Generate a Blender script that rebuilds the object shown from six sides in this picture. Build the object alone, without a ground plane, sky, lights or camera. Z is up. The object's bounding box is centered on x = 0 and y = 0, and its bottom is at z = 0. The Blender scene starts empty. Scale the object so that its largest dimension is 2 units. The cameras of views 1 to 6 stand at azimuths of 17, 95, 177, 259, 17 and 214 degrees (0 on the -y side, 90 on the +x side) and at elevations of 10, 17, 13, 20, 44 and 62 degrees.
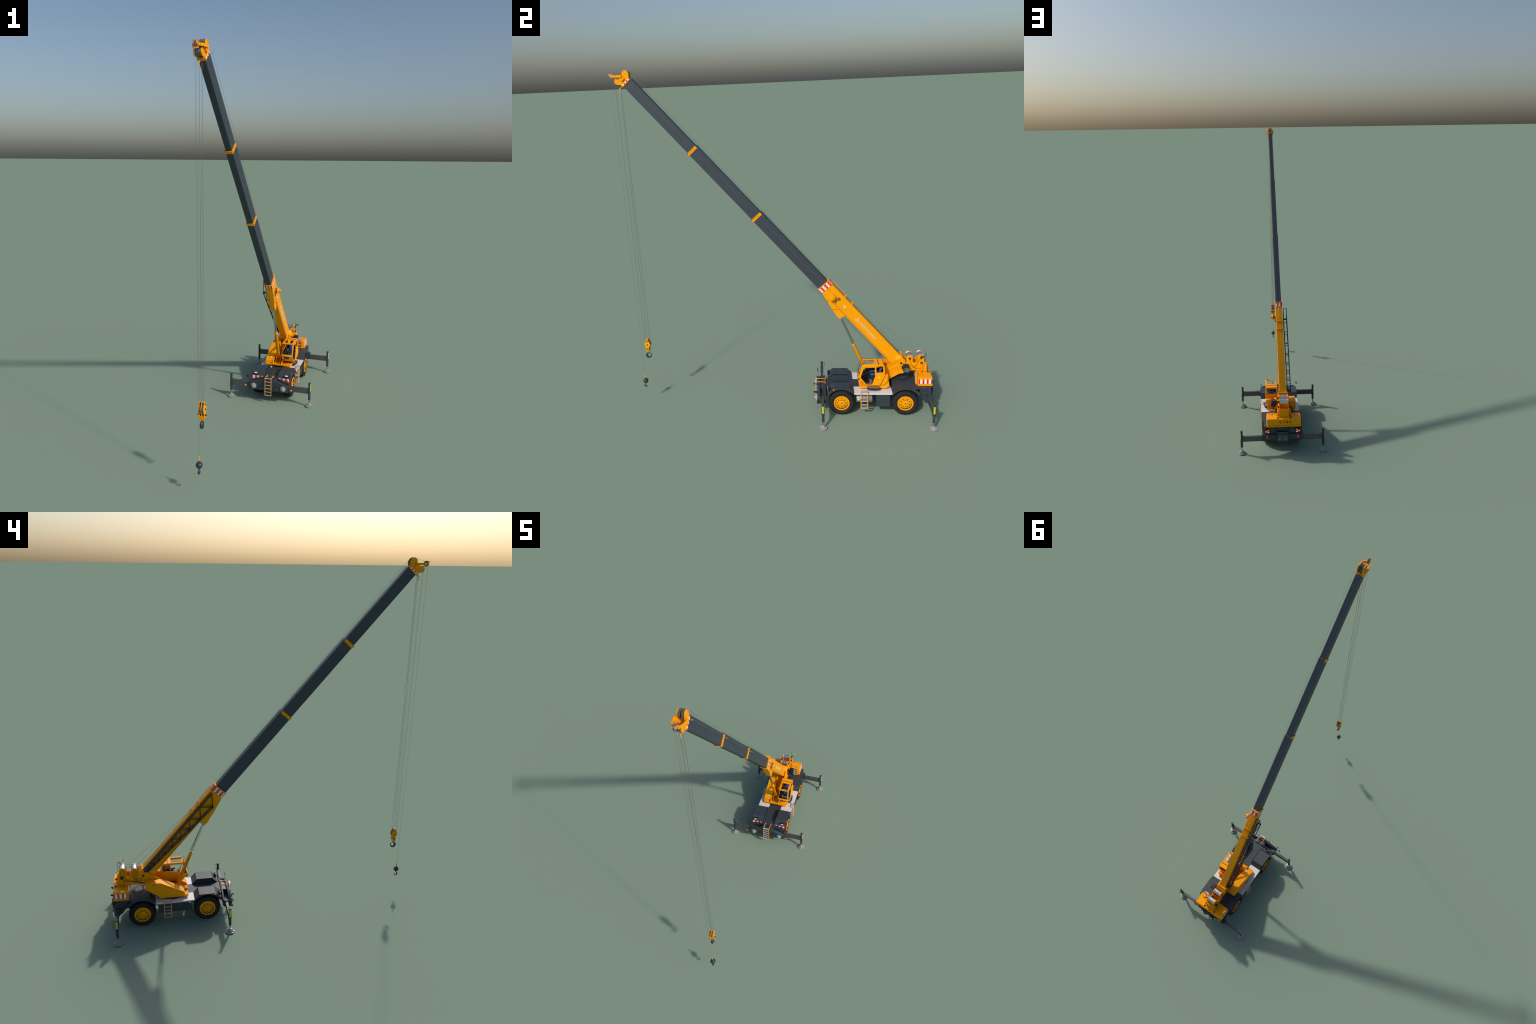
import bpy, bmesh, math, random
from mathutils import Vector, Matrix
random.seed(7)
pi = math.pi
CX = -0.0135            # centre plane of the slewing upper structure and boom

# ------------------------------------------------------------------ materials
def new_mat(name):
    m = bpy.data.materials.new(name); m.use_nodes = True
    return m, m.node_tree, m.node_tree.nodes['Principled BSDF']

def mat(name, col, rough=.5, metal=0., var=.06, scale=60., spec=.5, bump=0., tint=None, glow=0.):
    """painted / cast surface: base colour with a faint procedural mottling"""
    m, t, b = new_mat(name)
    tc = t.nodes.new('ShaderNodeTexCoord')
    n = t.nodes.new('ShaderNodeTexNoise'); n.inputs['Scale'].default_value = scale
    n.inputs['Detail'].default_value = 4
    t.links.new(tc.outputs['Object'], n.inputs['Vector'])
    r = t.nodes.new('ShaderNodeValToRGB')
    lo = [c*(1-var) for c in col]; hi = [min(1, c*(1+var)) for c in col]
    r.color_ramp.elements[0].position = .3; r.color_ramp.elements[1].position = .7
    r.color_ramp.elements[0].color = (*lo, 1); r.color_ramp.elements[1].color = (*hi, 1)
    t.links.new(n.outputs['Fac'], r.inputs['Fac'])
    t.links.new(r.outputs['Color'], b.inputs['Base Color'])
    b.inputs['Roughness'].default_value = rough
    b.inputs['Metallic'].default_value = metal
    b.inputs['Specular IOR Level'].default_value = spec
    if tint: b.inputs['Specular Tint'].default_value = (*tint, 1)
    if glow:                                  # lit lamp lens
        b.inputs['Emission Color'].default_value = (*col, 1)
        b.inputs['Emission Strength'].default_value = glow
    if bump:
        bp = t.nodes.new('ShaderNodeBump'); bp.inputs['Strength'].default_value = bump
        bp.inputs['Distance'].default_value = .001
        t.links.new(n.outputs['Fac'], bp.inputs['Height'])
        t.links.new(bp.outputs['Normal'], b.inputs['Normal'])
    return m

ORANGE = mat('orange_paint', (.94, .360, .0035), .45, var=.025, scale=40, tint=(1, .5, .12))
SLATE  = mat('slate_paint', (.031, .045, .056), .50, var=.08, scale=30)
BOOMG  = mat('boom_grey_paint', (.037, .050, .067), .50, var=.05, scale=20)
WHITE  = mat('white_deck_paint', (.74, .70, .685), .40, var=.07, scale=220, spec=.9, bump=.15)
BLACK  = mat('black_plastic', (.008, .009, .012), .5)
NAVY   = mat('dark_fitting', (.012, .015, .024), .45)
RUBBER = mat('tyre_rubber', (.014, .013, .012), .8, var=.25, scale=90, bump=.3)
BEAMG  = mat('beam_grey_steel', (.115, .112, .108), .40, metal=.45, var=.08, scale=60)
MUTED  = mat('faded_yellow_marking', (.24, .23, .02), .5, var=.1)
STEEL  = mat('galvanised_steel', (.42, .40, .40), .5, metal=.35, var=.1, scale=150)
RUNG   = mat('tread_metal', (.50, .48, .48), .5, metal=.2, var=.08, scale=150)
CHROME = mat('chrome', (.62, .64, .65), .16, metal=1., var=.02)
DRUMM  = mat('drum_steel', (.74, .75, .77), .40, metal=1., var=.08, scale=200)
ROPE   = mat('wire_rope', (.16, .155, .15), .6, metal=.3, var=.2, scale=400)
SHEAVE = mat('sheave_grey', (.17, .175, .185), .55, metal=.2, var=.1)
RED    = mat('red_reflector', (.86, .012, .012), .5, var=.03)
SIGNW  = mat('white_reflector', (.84, .83, .81), .5, var=.03)
YELLOW = mat('yellow_reflector', (.60, .60, .015), .5, var=.03)
AMBER  = mat('amber_lens', (.95, .30, .010), .3, var=.05, glow=.35)
REDL   = mat('red_lens', (.75, .008, .012), .3, var=.05, glow=.5)
LENS   = mat('lamp_lens', (.80, .84, .80), .2, var=.03, glow=.25)
GREY   = mat('grey_plastic', (.11, .11, .112), .55)
TANKM  = mat('tank_grey', (.24, .245, .25), .42, metal=.3, var=.06)
BLUE   = mat('blue_seat_fabric', (.035, .10, .30), .8, var=.1, scale=200)
FLOOR  = mat('cab_floor_mat', (.16, .155, .15), .7)
LETTER = mat('silver_lettering', (.66, .60, .48), .5, var=.03)
GREEN  = mat('green_label', (.30, .52, .01), .5)
STEP   = mat('brown_black_grip', (.030, .024, .022), .7, var=.3, scale=300, bump=.4)

# ------------------------------------------------------------------ geometry
class G:
    """collects primitives, each with its own material, into one part mesh"""
    def __init__(s, T=None):
        s.bm = bmesh.new(); s.T = T; s.mats = []
    def mi(s, m):
        if m not in s.mats: s.mats.append(m)
        return s.mats.index(m)
    def _face(s, vs, m):
        try:
            f = s.bm.faces.new(vs); f.material_index = m; f.smooth = True
            return f
        except ValueError: return None
    def V(s, p):
        p = Vector(p)
        return s.bm.verts.new(s.T(p) if s.T else p)
    def poly(s, pts, off, m):
        """closed solid: a planar polygon swept along the vector off"""
        m = s.mi(m); off = Vector(off)
        a = [s.V(p) for p in pts]; b = [s.V(Vector(p)+off) for p in pts]
        n = len(a)
        s._face(a[::-1], m); s._face(b, m)
        for i in range(n):
            j = (i+1) % n; s._face([a[i], a[j], b[j], b[i]], m)
        return s
    def box(s, x0, x1, y0, y1, z0, z1, m):
        return s.poly([(x0,y0,z0),(x1,y0,z0),(x1,y1,z0),(x0,y1,z0)], (0,0,z1-z0), m)
    def prx(s, pts, x0, x1, m):
        return s.poly([(x0, a, b) for a, b in pts], (x1-x0, 0, 0), m)
    def pry(s, pts, y0, y1, m):
        return s.poly([(a, y0, b) for a, b in pts], (0, y1-y0, 0), m)
    def prz(s, pts, z0, z1, m):
        return s.poly([(a, b, z0) for a, b in pts], (0, 0, z1-z0), m)
    def loft(s, rings, m, cap=True):
        m = s.mi(m); R = [[s.V(p) for p in r] for r in rings]; n = len(R[0])
        for a, b in zip(R, R[1:]):
            for i in range(n):
                j = (i+1) % n; s._face([a[i], a[j], b[j], b[i]], m)
        if cap: s._face(R[0][::-1], m); s._face(R[-1], m)
        return s
    def frame(s, d):
        d = Vector(d).normalized()
        u = d.orthogonal().normalized(); return d, u, d.cross(u)
    def lathe(s, p, axis, prof, m, n=28, cap=True):
        """prof: list of (distance along axis, radius)"""
        p = Vector(p); d, u, v = s.frame(axis)
        return s.loft([[p+d*h+(u*math.cos(2*pi*i/n)+v*math.sin(2*pi*i/n))*max(r,1e-5) for i in range(n)]
                       for h, r in prof], m, cap)
    def cyl(s, a, b, r, m, n=20, r2=None):
        a = Vector(a); b = Vector(b); L = (b-a).length
        return s.lathe(a, b-a, [(0, r), (L, r if r2 is None else r2)], m, n)
    def tube(s, pts, r, m, n=6, smooth=0):
        P = [Vector(p) for p in pts]
        for _ in range(smooth):            # corner cutting
            Q = [P[0]]
            for a, b in zip(P, P[1:]): Q += [a.lerp(b, .25), a.lerp(b, .75)]
            P = Q+[P[-1]]
        rings = []; u = None
        for i, p in enumerate(P):
            d = (P[min(i+1, len(P)-1)]-P[max(i-1, 0)]).normalized()
            u = d.orthogonal().normalized() if u is None else (u-d*u.dot(d)).normalized()
            v = d.cross(u)
            rings.append([p+(u*math.cos(2*pi*k/n)+v*math.sin(2*pi*k/n))*r for k in range(n)])
        return s.loft(rings, m)
    def bar(s, a, b, w, h, m, up=(0,0,1)):
        a = Vector(a); b = Vector(b); d = (b-a).normalized()
        q = d.cross(Vector(up)).normalized(); t = q.cross(d)
        return s.poly([a+q*w/2+t*h/2, a-q*w/2+t*h/2, a-q*w/2-t*h/2, a+q*w/2-t*h/2], b-a, m)
    def sphere(s, c, r, m, n=24):
        return s.lathe(Vector(c)-Vector((0,0,r)), (0,0,1),
                       [(r-r*math.cos(pi*i/16), r*math.sin(pi*i/16)) for i in range(17)], m, n)
    def holed(s, outer, holes, to3, off, m):
        """plate with openings; to3 maps 2-D to 3-D"""
        mm = s.mi(m); off = Vector(off)
        t = bmesh.new()
        for loop in [outer]+holes:
            vs = [t.verts.new((a, b, 0)) for a, b in loop]
            for i in range(len(vs)): t.edges.new((vs[i], vs[(i+1) % len(vs)]))
        bmesh.ops.triangle_fill(t, use_beauty=True, use_dissolve=False, edges=t.edges[:])
        t.verts.ensure_lookup_table()
        A = {v.index: s.V(to3(v.co.x, v.co.y)) for v in t.verts}
        B = {v.index: s.V(Vector(to3(v.co.x, v.co.y))+off) for v in t.verts}
        for f in t.faces:
            ids = [v.index for v in f.verts]
            s._face([A[i] for i in ids], mm); s._face([B[i] for i in ids[::-1]], mm)
        for e in t.edges:
            if len(e.link_faces) == 1:
                i, j = (v.index for v in e.verts); s._face([A[i], A[j], B[j], B[i]], mm)
        t.free(); return s
    def stripes(s, o, u, v, n, N, th, cols):
        """row of N colour blocks: corner o, row vector u, height vector v, outward n"""
        o, u, v, n = Vector(o), Vector(u), Vector(v), Vector(n).normalized()
        tot = sum(w for w, _ in cols) ; a = 0
        for w, c in cols:
            p = o+u*(a/tot); q = o+u*((a+w)/tot); a += w
            s.poly([p, q, q+v, p+v], n*th, c)
        return s
    def build(s, name, parent, bevel=0., ang=35, loc=None):
        bmesh.ops.recalc_face_normals(s.bm, faces=s.bm.faces)
        if bevel:
            es = [e for e in s.bm.edges if len(e.link_faces) == 2 and e.calc_face_angle(0) > math.radians(50)]
            bmesh.ops.bevel(s.bm, geom=es, offset=bevel, segments=1, profile=.5, affect='EDGES', clamp_overlap=True)
        for f in s.bm.faces: f.smooth = True
        me = bpy.data.meshes.new(name); s.bm.to_mesh(me); s.bm.free()
        for m in s.mats: me.materials.append(m)
        me.set_sharp_from_angle(angle=math.radians(ang))
        o = bpy.data.objects.new(name, me); bpy.context.collection.objects.link(o)
        o.parent = parent
        if loc: o.location = loc
        return o

def share(o, parent, loc, rotz=0.):
    c = o.copy(); bpy.context.collection.objects.link(c)
    c.parent = parent; c.location = loc; c.rotation_euler = (0, 0, rotz)
    return c

def circ(cy, cz, r, a0, a1, n=12):
    return [(cy+r*math.cos(math.radians(a0+(a1-a0)*i/n)), cz+r*math.sin(math.radians(a0+(a1-a0)*i/n))) for i in range(n+1)]

ROOT = bpy.data.objects.new('mobile_crane', None)
bpy.context.collection.objects.link(ROOT)
ROOT['label'] = 'orange and slate rough terrain crane with raised telescopic boom'
ROOT['category'] = 'mobile crane'

def text_mesh(name, body, size, mapper, depth, material, parent, spacing=1.):
    """built-in font outline -> solid letters placed by mapper(u, v, w)"""
    cu = bpy.data.curves.new(name, 'FONT'); cu.body = body; cu.size = size
    cu.extrude = depth/2; cu.space_character = spacing; cu.resolution_u = 3
    ob = bpy.data.objects.new(name+'_tmp', cu); bpy.context.collection.objects.link(ob)
    dg = bpy.context.evaluated_depsgraph_get()
    me = bpy.data.meshes.new_from_object(ob.evaluated_get(dg))
    bpy.data.objects.remove(ob)
    for v in me.vertices: v.co = mapper(v.co.x, v.co.y, v.co.z)
    bm = bmesh.new(); bm.from_mesh(me); bmesh.ops.recalc_face_normals(bm, faces=bm.faces); bm.to_mesh(me); bm.free()
    me.materials.clear(); me.materials.append(material); me.name = name
    o = bpy.data.objects.new(name, me); bpy.context.collection.objects.link(o); o.parent = parent
    return o

# ================================================================== CHASSIS
FY, RY, WZ = .341, .7095, .0815          # axle positions, wheel centre height
g = G()
g.box(-.045, .045, .25, .835, .085, .1465, SLATE)                 # main frame and centre channel floor
g.box(-.030, .030, .22, .86, .070, .10, SLATE)
g.poly([(-.045,.2495,.1465),(.045,.2495,.1465),(.037,.215,.142),(-.037,.215,.142)], (0,0,-.05), SLATE)
for y in (FY, RY):
    g.cyl((-.085, y, WZ), (.085, y, WZ), .013, SLATE)
    g.sphere((0, y, WZ), .024, SLATE, 16)
g.build('chassis_frame', ROOT, .0008)

deck = G()
for s in (1, -1):
    deck.box(*sorted((s*.0455, s*.1265)), .4145, .634, .139, .147, WHITE)
deck_o = deck.build('deck_plate', ROOT, .0006)

# ---- front wheel fenders
TH = .0035
top = [(.263,.147),(.293,.177),(.386,.177),(.414,.1475)]
for s in (1, -1):
    X = lambda a: s*a
    g = G()
    # folded top skin
    inner = [(y+(.0015 if i < 2 else -.0015), z-TH) for i, (y, z) in enumerate(top)]
    g.prx(top+inner[::-1], *sorted((X(.042), X(.1235))), SLATE)
    # lower apron of the front panel, deeper at the outside
    g.poly([(X(.042),.263,.147),(X(.1265),.263,.147),(X(.1265),.263,.124)], (0,.003,0), SLATE)
    # inner side wall down to the channel
    g.prx([(.263,.147),(.293,.177),(.386,.177),(.414,.147),(.414,.12),(.263,.135)], *sorted((X(.042), X(.0452))), SLATE)
    # outer skirt with wheel arch
    arch = circ(FY, .084, .0875, 24, 156, 18)
    g.prx([(.263,.124),(.263,.147),(.293,.177),(.386,.177),(.414,.1475),(.414,.1275)]+[(a,b) for a,b in arch if b > .1275],
          *sorted((X(.1235), X(.127))), SLATE)
    f = g.build('wheel_fender', ROOT)
    # red and white board on the front edge: trapezium that widens outward
    g = G(); N = 7
    w = [.5,1,1,1,1,1,.6] if s > 0 else [.6,1,1,1,1,1,.4]
    tot = sum(w); a = 0
    for i, ww in enumerate(w):
        x0 = .043+.083*a/tot; a += ww; x1 = .043+.083*a/tot
        b0 = .1445-.021*(x0-.043)/.083; b1 = .1445-.021*(x1-.043)/.083
        g.poly([(X(x0),.2615,b0),(X(x1),.2615,b1),(X(x1),.2615,.1475),(X(x0),.2615,.1475)], (0,-.0012,0), RED if i % 2 == 0 else SIGNW)
    g.build('warning_board', f)
    # headlamp in its housing
    g = G()
    g.prx([(.2630,.1555),(.2615,.1590),(.2622,.1710),(.2650,.1728),(.2700,.1705),(.2790,.1645),(.2720,.1555)], X(.101)-.0140, X(.101)+.0140, BLACK)
    g.box(X(.101)-.0108, X(.101)+.0108, .2605, .2635, .1610, .1700, LENS)
    g.build('headlamp', f, .0008)
    g = G(); g.lathe((X(.126), .2945, .1715), (s,0,0), [(0,.0036),(.002,.0036),(.0032,.0022)], AMBER, 14)
    g.build('side_lamp', f)

# ---- rear body
g = G()
hood = [(.634,.128),(.634,.147),(.663,.1795),(.79,.1795),(.79,.128)]
g.prx([(.634,.147),(.663,.180),(.79,.180),(.79,.174),(.664,.174),(.637,.1455)], -.1235, .1235, SLATE)
g.box(-.0745, .0745, .637, .79, .12, .1735, SLATE)
for s in (1, -1):
    arch = circ(RY, .084, .0885, 26, 154, 18)
    g.prx([(.634,.126),(.634,.147),(.663,.180),(.757,.180),(.790,.151),(.790,.126)]+[(a,b) for a,b in arch if b > .127],
          *sorted((s*.1235, s*.127)), SLATE)
body = g.build('rear_body', ROOT)
g = G()
g.box(-.114, .114, .7895, .855, .127, .1805, SLATE)
for s in (1, -1):
    g.prx([(.792,.128),(.824,.090),(.836,.090),(.836,.128)], *sorted((s*.085, s*.113)), SLATE)
    for z in (.156, .131):                                         # grab recesses
        g.box(*sorted((s*.1135, s*.1165)), .800, .834, z, z+.004, NAVY)
        g.box(*sorted((s*.1135, s*.1160)), .800, .8025, z, z+.017, NAVY)
        g.box(*sorted((s*.1135, s*.1160)), .8315, .834, z, z+.017, NAVY)
g.build('rear_engine_box', body, .0008)
# tail lamps
for s in (1, -1):
    g = G()
    g.box(*sorted((s*.0825, s*.0965)), .8545, .8680, .1435, .1675, BLACK)
    g.box(*sorted((s*.0962, s*.1095)), .8545, .8670, .1470, .1605, BLACK)
    g.box(*sorted((s*.0835, s*.0955)), .867, .8686, .1605, .1665, AMBER)
    g.box(*sorted((s*.0835, s*.0955)), .867, .8687, .1510, .1605, REDL)
    g.box(*sorted((s*.0835, s*.0955)), .867, .8686, .1445, .1510, LENS)
    g.box(*sorted((s*.0970, s*.1085)), .866, .8676, .1480, .1595, AMBER)
    g.build('tail_lamp', body, .0005)

def pad_geo(g, c, ax, R, H):
    """cast outrigger pad: dished disc, hub and radial ribs"""
    c = Vector(c); d, u, v = g.frame(ax)
    g.lathe(c, d, [(0,R*.95),(H*.06,R),(H*.20,R),(H*.24,R*.94),(H*.24,R*.5)], STEEL, 28)
    g.lathe(c, d, [(H*.2,R*.50),(H*.70,R*.38),(H*1.12,R*.34),(H*1.15,R*.26)], STEEL, 18)
    for k in range(8):
        a = 2*pi*(k+.5)/8; w = (u*math.cos(a)+v*math.sin(a)); q = d.cross(w)*R*.055
        g.poly([c+w*R*.2+d*H*1.0-q, c+w*R*.40+d*H*.90-q, c+w*R*.68+d*H*.52-q, c+w*R*.95+d*H*.42-q, c+w*R*.97+d*H*.15-q, c+w*R*.2+d*H*.15-q], q*2, STEEL)

# ---- rear outrigger beam box with tow frame and stowed pads
g = G()
g.box(-.129, .129, .832, .8645, .090, .1305, SLATE)
g.prx([(.865,.086),(.865,.148),(.8685,.148),(.8685,.086)], -.039, .039, SLATE)
for s in (1, -1):
    g.box(s*.038-.0025, s*.038+.0025, .862, .877, .080, .145, NAVY)
    g.bar((s*.038,.862,.083),(s*.038,.880,.066), .005, .006, NAVY, (1,0,0))
    g.tube([(s*.038+.0055*math.cos(t*pi/5), .8785, .0695+.0055*math.sin(t*pi/5)) for t in range(11)], .0016, NAVY, 6)
g.prx([(.855,.1685),(.876,.1685),(.884,.176),(.884,.180),(.874,.180),(.869,.173),(.855,.173)], -.043, -.037, NAVY)
g.prx([(.855,.1685),(.876,.1685),(.884,.176),(.884,.180),(.874,.180),(.869,.173),(.855,.173)], .037, .043, NAVY)
rb = g.build('rear_outrigger_box', ROOT, .0008)
g = G()
for s in (1, -1): pad_geo(g, (s*.0205, .869, .1085), (0,1,0), .0195, .012)
g.mats = [SHEAVE]; g.build('stowed_pad', rb)
g = G()
for s in (1, -1):
    for z in (.121, .110): g.lathe((s*.0965,.8644,z), (0,1,0), [(0,.0042),(.002,.0042),(.0025,.003)], REDL, 14)
g.build('marker_lamp', rb)

# ---- front outrigger box: house-shaped plates with the beams between them
house = [(-.127,.0805),(.127,.0805),(.127,.119),(.036,.1525),(-.036,.1525),(-.127,.119)]
house2 = [(-.126,.085),(.126,.085),(.126,.125),(.045,.1515),(-.045,.1515),(-.126,.125)]
g = G()
g.pry(house, .1985, .2155, SLATE)
g.pry(house2, .2415, .2495, SLATE)
g.box(-.1265, .1265, .2155, .2415, .0805, .1135, SLATE)
g.box(-.0365, .0365, .2155, .2415, .1135, .1405, SLATE)
for s in (1, -1):
    g.box(*sorted((s*.118, s*.1295)), .2175, .2425, .0805, .121, SLATE)
    g.tube([(s*.127,.2205,.121),(s*.127,.2205,.1255),(s*.127,.247,.1255),(s*.127,.247,.12)], .0012, NAVY)
    g.box(*sorted((s*.1185, s*.134)), .200, .2035, .098, .106, BLACK)       # bracket of the turn lamp
fb = g.build('front_outrigger_box', ROOT, .0010)
g = G()
for s in (1, -1): pad_geo(g, (s*.0955,.1980,.1035), (0,-1,0), .0180, .014)
g.build('stowed_pad', fb)
g = G()
for s in (1, -1):
    g.box(s*.1485-.0062, s*.1485+.0062, .1975, .2045, .0960, .1082, BLACK)
    g.box(s*.1485-.0055, s*.1485+.0055, .1962, .1980, .0965, .1077, AMBER)
g.build('turn_lamp', fb, .0008)
g = G()
for s in (1, -1):                                                # tow eyes
    g.prx([(.1985,.104),(.186,.108),(.178,.112),(.178,.116),(.188,.116),(.1985,.1155)], *sorted((s*.0465,s*.0505)), NAVY)
    g.tube([(s*.0485, .181+.004*math.cos(t*pi/5), .112+.004*math.sin(t*pi/5)) for t in range(11)], .0014, NAVY, 6)
    g.tube([(s*.0485,.180,.108),(s*.0485,.180,.098)], .0009, NAVY)
g.build('tow_eye', fb)
g = G()                                                          # wing mirror on its stalk
g.tube([(-.122,.206,.119),(-.122,.2055,.1735),(-.1375,.2045,.1745),(-.138,.2045,.170)], .0006, BLACK)
g.box(-.1415, -.1345, .201, .2055, .1515, .1705, BLACK)
g.build('wing_mirror', fb, .001)
g = G()
g.box(-.1405, -.1355, .2055, .2063, .153, .169, DRUMM); g.box(-.1425,-.1405,.2050,.2060,.153,.169,RED)
g.build('mirror_face', fb)
g = G()
g.tube([(.121,.205,.121),(.121,.2045,.155)], .0006, BLACK); g.box(.119,.123,.2030,.2060,.140,.162,BLACK)
g.build('wing_mirror', fb, .0008)

# ---- outriggers: beam, jack, rod, pad, reflector, handle
for y in (.230, .847):
    for s in (1, -1):
        g = G(); g.box(*sorted((s*.10, s*.252)), y-.0075, y+.0075, .083, .1165, BEAMG)
        beam = g.build('outrigger', ROOT, .0006)
        g = G()
        g.lathe((s*.257, y, .043), (0,0,1), [(0,.0076),(.001,.0082),(.004,.0082),(.0045,.0076),(.104,.0076),(.1045,.0082),(.109,.0082),(.1105,.0068)], SLATE, 20)
        g.box(*sorted((s*.2475, s*.2565)), y-.009, y+.009, .081, .1185, SLATE)
        g.build('jack_cylinder', beam)
        g = G(); g.cyl((s*.257,y,.014),(s*.257,y,.0435), .0050, CHROME, 16); g.build('jack_rod', beam)
        g = G(); pad_geo(g, (s*.257,y,0), (0,0,1), .0236, .018); g.build('jack_pad', beam)
        g = G()
        for k in range(5):
            z = .100+.009*k
            g.lathe((s*.257, y, z), (0,0,1), [(0,.0079),(.0084,.0079)], YELLOW, 20)
        # keep only the outboard third of each sleeve
        dead = [v for v in g.bm.verts if abs(v.co.x)-.257 < .0045]
        bmesh.ops.delete(g.bm, geom=dead, context='VERTS')
        g.build('reflective_strip', beam)
        g = G(); hx = s*.257
        g.tube([(hx,y+.007,.147),(hx,y+.017,.1475),(hx,y+.0185,.146),(hx,y+.0185,.119),(hx,y+.017,.1175),(hx,y+.007,.118)], .0009, NAVY)
        g.build('jack_handle', beam)
        g = G()
        for side in (-1, 1):
            for k in range(4):
                xx = s*(.2065+.0035*k)
                g.box(xx-.0013, xx+.0013, *sorted((y+side*.0074, y+side*.0079)), .0980, .1010, MUTED)
        g.build('load_marking', beam)

# ================================================================== WHEELS
RT = .0768
g = G()
prof = [(-.0235,.046),(-.0250,.0485),(-.0262,.0520),(-.0250,.0530),(-.0256,.0590),(-.0264,.0600),(-.0258,.0625),(-.0248,.067),(-.0225,.0715),(-.019,.0732),(0,.0738),(.019,.0732),(.0225,.0715),(.0248,.067),(.0258,.0625),(.0264,.0600),(.0256,.0590),(.0250,.0530),(.0262,.0520),(.0250,.0485),(.0235,.046)]
g.lathe((0,0,0), (1,0,0), prof, RUBBER, 56, cap=False)
NL = 22
for k in range(NL):
    for sd in (1, -1):
        a = 2*pi*(k+(.5 if sd < 0 else 0))/NL
        def pt(x, da, r): return (x, r*math.sin(a+da), r*math.cos(a+da))
        w0, sk = .055, .16
        ring = []
        for r in (.0700, RT):
            q = .006 if r > .072 else 0
            ring.append([pt(sd*.0012,sk-w0,r), pt(sd*.0012,sk+w0,r), pt(sd*.0235,.0+w0*1.3,r-q*.25), pt(sd*.0262,w0*1.1,r-.0105), pt(sd*.0262,-w0*1.1,r-.0105), pt(sd*.0235,-w0*1.3,r-q*.25)])
        g.loft(ring, RUBBER)
tyre_src = None
def rim_geo(phase):
    g = G()
    g.lathe((0,0,0), (1,0,0), [(-.020,.044),(.022,.0462),(.0260,.0462),(.0268,.0450),(.0268,.0405),(.0258,.0395),(.0258,.0376)], ORANGE, 48, cap=False)
    g.lathe((0,0,0), (1,0,0), [(.0258,.0376),(.0185,.0368)], NAVY, 48, cap=False)  # recess wall and hub wall in a dark colour, seen as dark arcs on the orange rim
    g.lathe((0,0,0), (1,0,0), [(.0185,.0368),(.0200,.0345),(.0200,.0190)], ORANGE, 48, cap=False)
    g.lathe((0,0,0), (1,0,0), [(.0200,.0190),(.0240,.0186)], NAVY, 48, cap=False)
    g.lathe((0,0,0), (1,0,0), [(.0240,.0186),(.0248,.0165),(.0248,.0)], ORANGE, 48, cap=False)
    return g
def bolt_geo(phase):
    g = G()
    for k in range(8):
        a = 2*pi*k/8+phase
        g.lathe((.0190, .0262*math.cos(a), .0262*math.sin(a)), (1,0,0), [(0,.0030),(.0024,.0030),(.0030,.0020)], NAVY, 10)
    g.lathe((.0246,0,0), (1,0,0), [(0,.0029),(.0022,.0029)], NAVY, 12)
    return g
src = {}
for ph, y in ((0, FY), (pi/8, RY)):
    for s in (1, -1):
        loc = (s*.0995, y, WZ); rot = 0 if s > 0 else pi
        if ph not in src:
            h = G(); h.cyl((-.03,0,0),(.017,0,0), .018, SLATE, 16)
            w = h.build('wheel', ROOT); w.location = loc
            if not src: t = g.build('tyre', w)
            else: t = share(src[0][1], w, (0,0,0))
            r = rim_geo(ph).build('rim', w); b = bolt_geo(ph).build('wheel_bolts', w)
            src[ph] = (w, t, r, b)
        else:
            w = share(src[ph][0], ROOT, loc, rot)
            for o in src[ph][1:]: share(o, w, (0,0,0))

# ================================================================== LADDERS, TANK, BOXES
def ladder(rails, rungs, rw, parent=ROOT, lean=(1,0,0), name='ladder'):
    g = G()
    for pts in rails:
        for a, b in zip(pts, pts[1:]): g.bar(a, b, rw[0], rw[1], ORANGE, lean)
    L = g.build(name, parent, .0004)
    g = G()
    for a, b, w, h in rungs: g.bar(a, b, w, h, RUNG)
    g.build('ladder_rung', L, .0003)
    return L
rails = [[(x,.190,.050),(x,.190,.1635),(x,.2475,.1635),(x,.2475,.1445)] for x in (-.0195,.0205)]
rungs = [((-.0185,.190+.0012,z),(.0195,.190+.0012,z), .007, .0025) for z in (.0525,.0745,.0965,.1185,.1405)]
rungs.append(((-.0185,.194,.1620),(.0195,.194,.1620), .010, .002))
ladder(rails, rungs, (.0032,.0036), fb)
for s, y0, y1 in ((1,.4525,.4915), (-1,.547,.587)):
    x = s*.1315
    rails = [[(x,y,.0495),(x,y,.1655)] for y in (y0, y1)]
    rungs = [((x-s*.002,y0,z),(x-s*.002,y1,z), .010, .0026) for z in (.053,.0755,.098,.1205,.143)]
    rungs.append(((s*.1265,y0,.1635),(s*.1265,y1,.1635), .010, .002))
    ladder(rails, rungs, (.0045,.0036), deck_o)
g = G()
g.lathe((.098,.4275,.1025), (0,1,0), [(0,.0235),(.0015,.0245),(.0895,.0245),(.091,.0235)], TANKM, 32)
for y in (.440,.506): g.lathe((.098,y,.1025), (0,1,0), [(0,.0251),(.003,.0251)], TANKM, 32)
g.box(.06,.098,.44,.51,.08,.139,SLATE)
tk = g.build('air_tank', deck_o)
g = G(); g.box(.1222,.1232,.433,.4455,.0995,.1045,YELLOW); g.box(.1222,.1232,.433,.4455,.1045,.1095,SIGNW)
g.build('label', tk)
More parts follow.
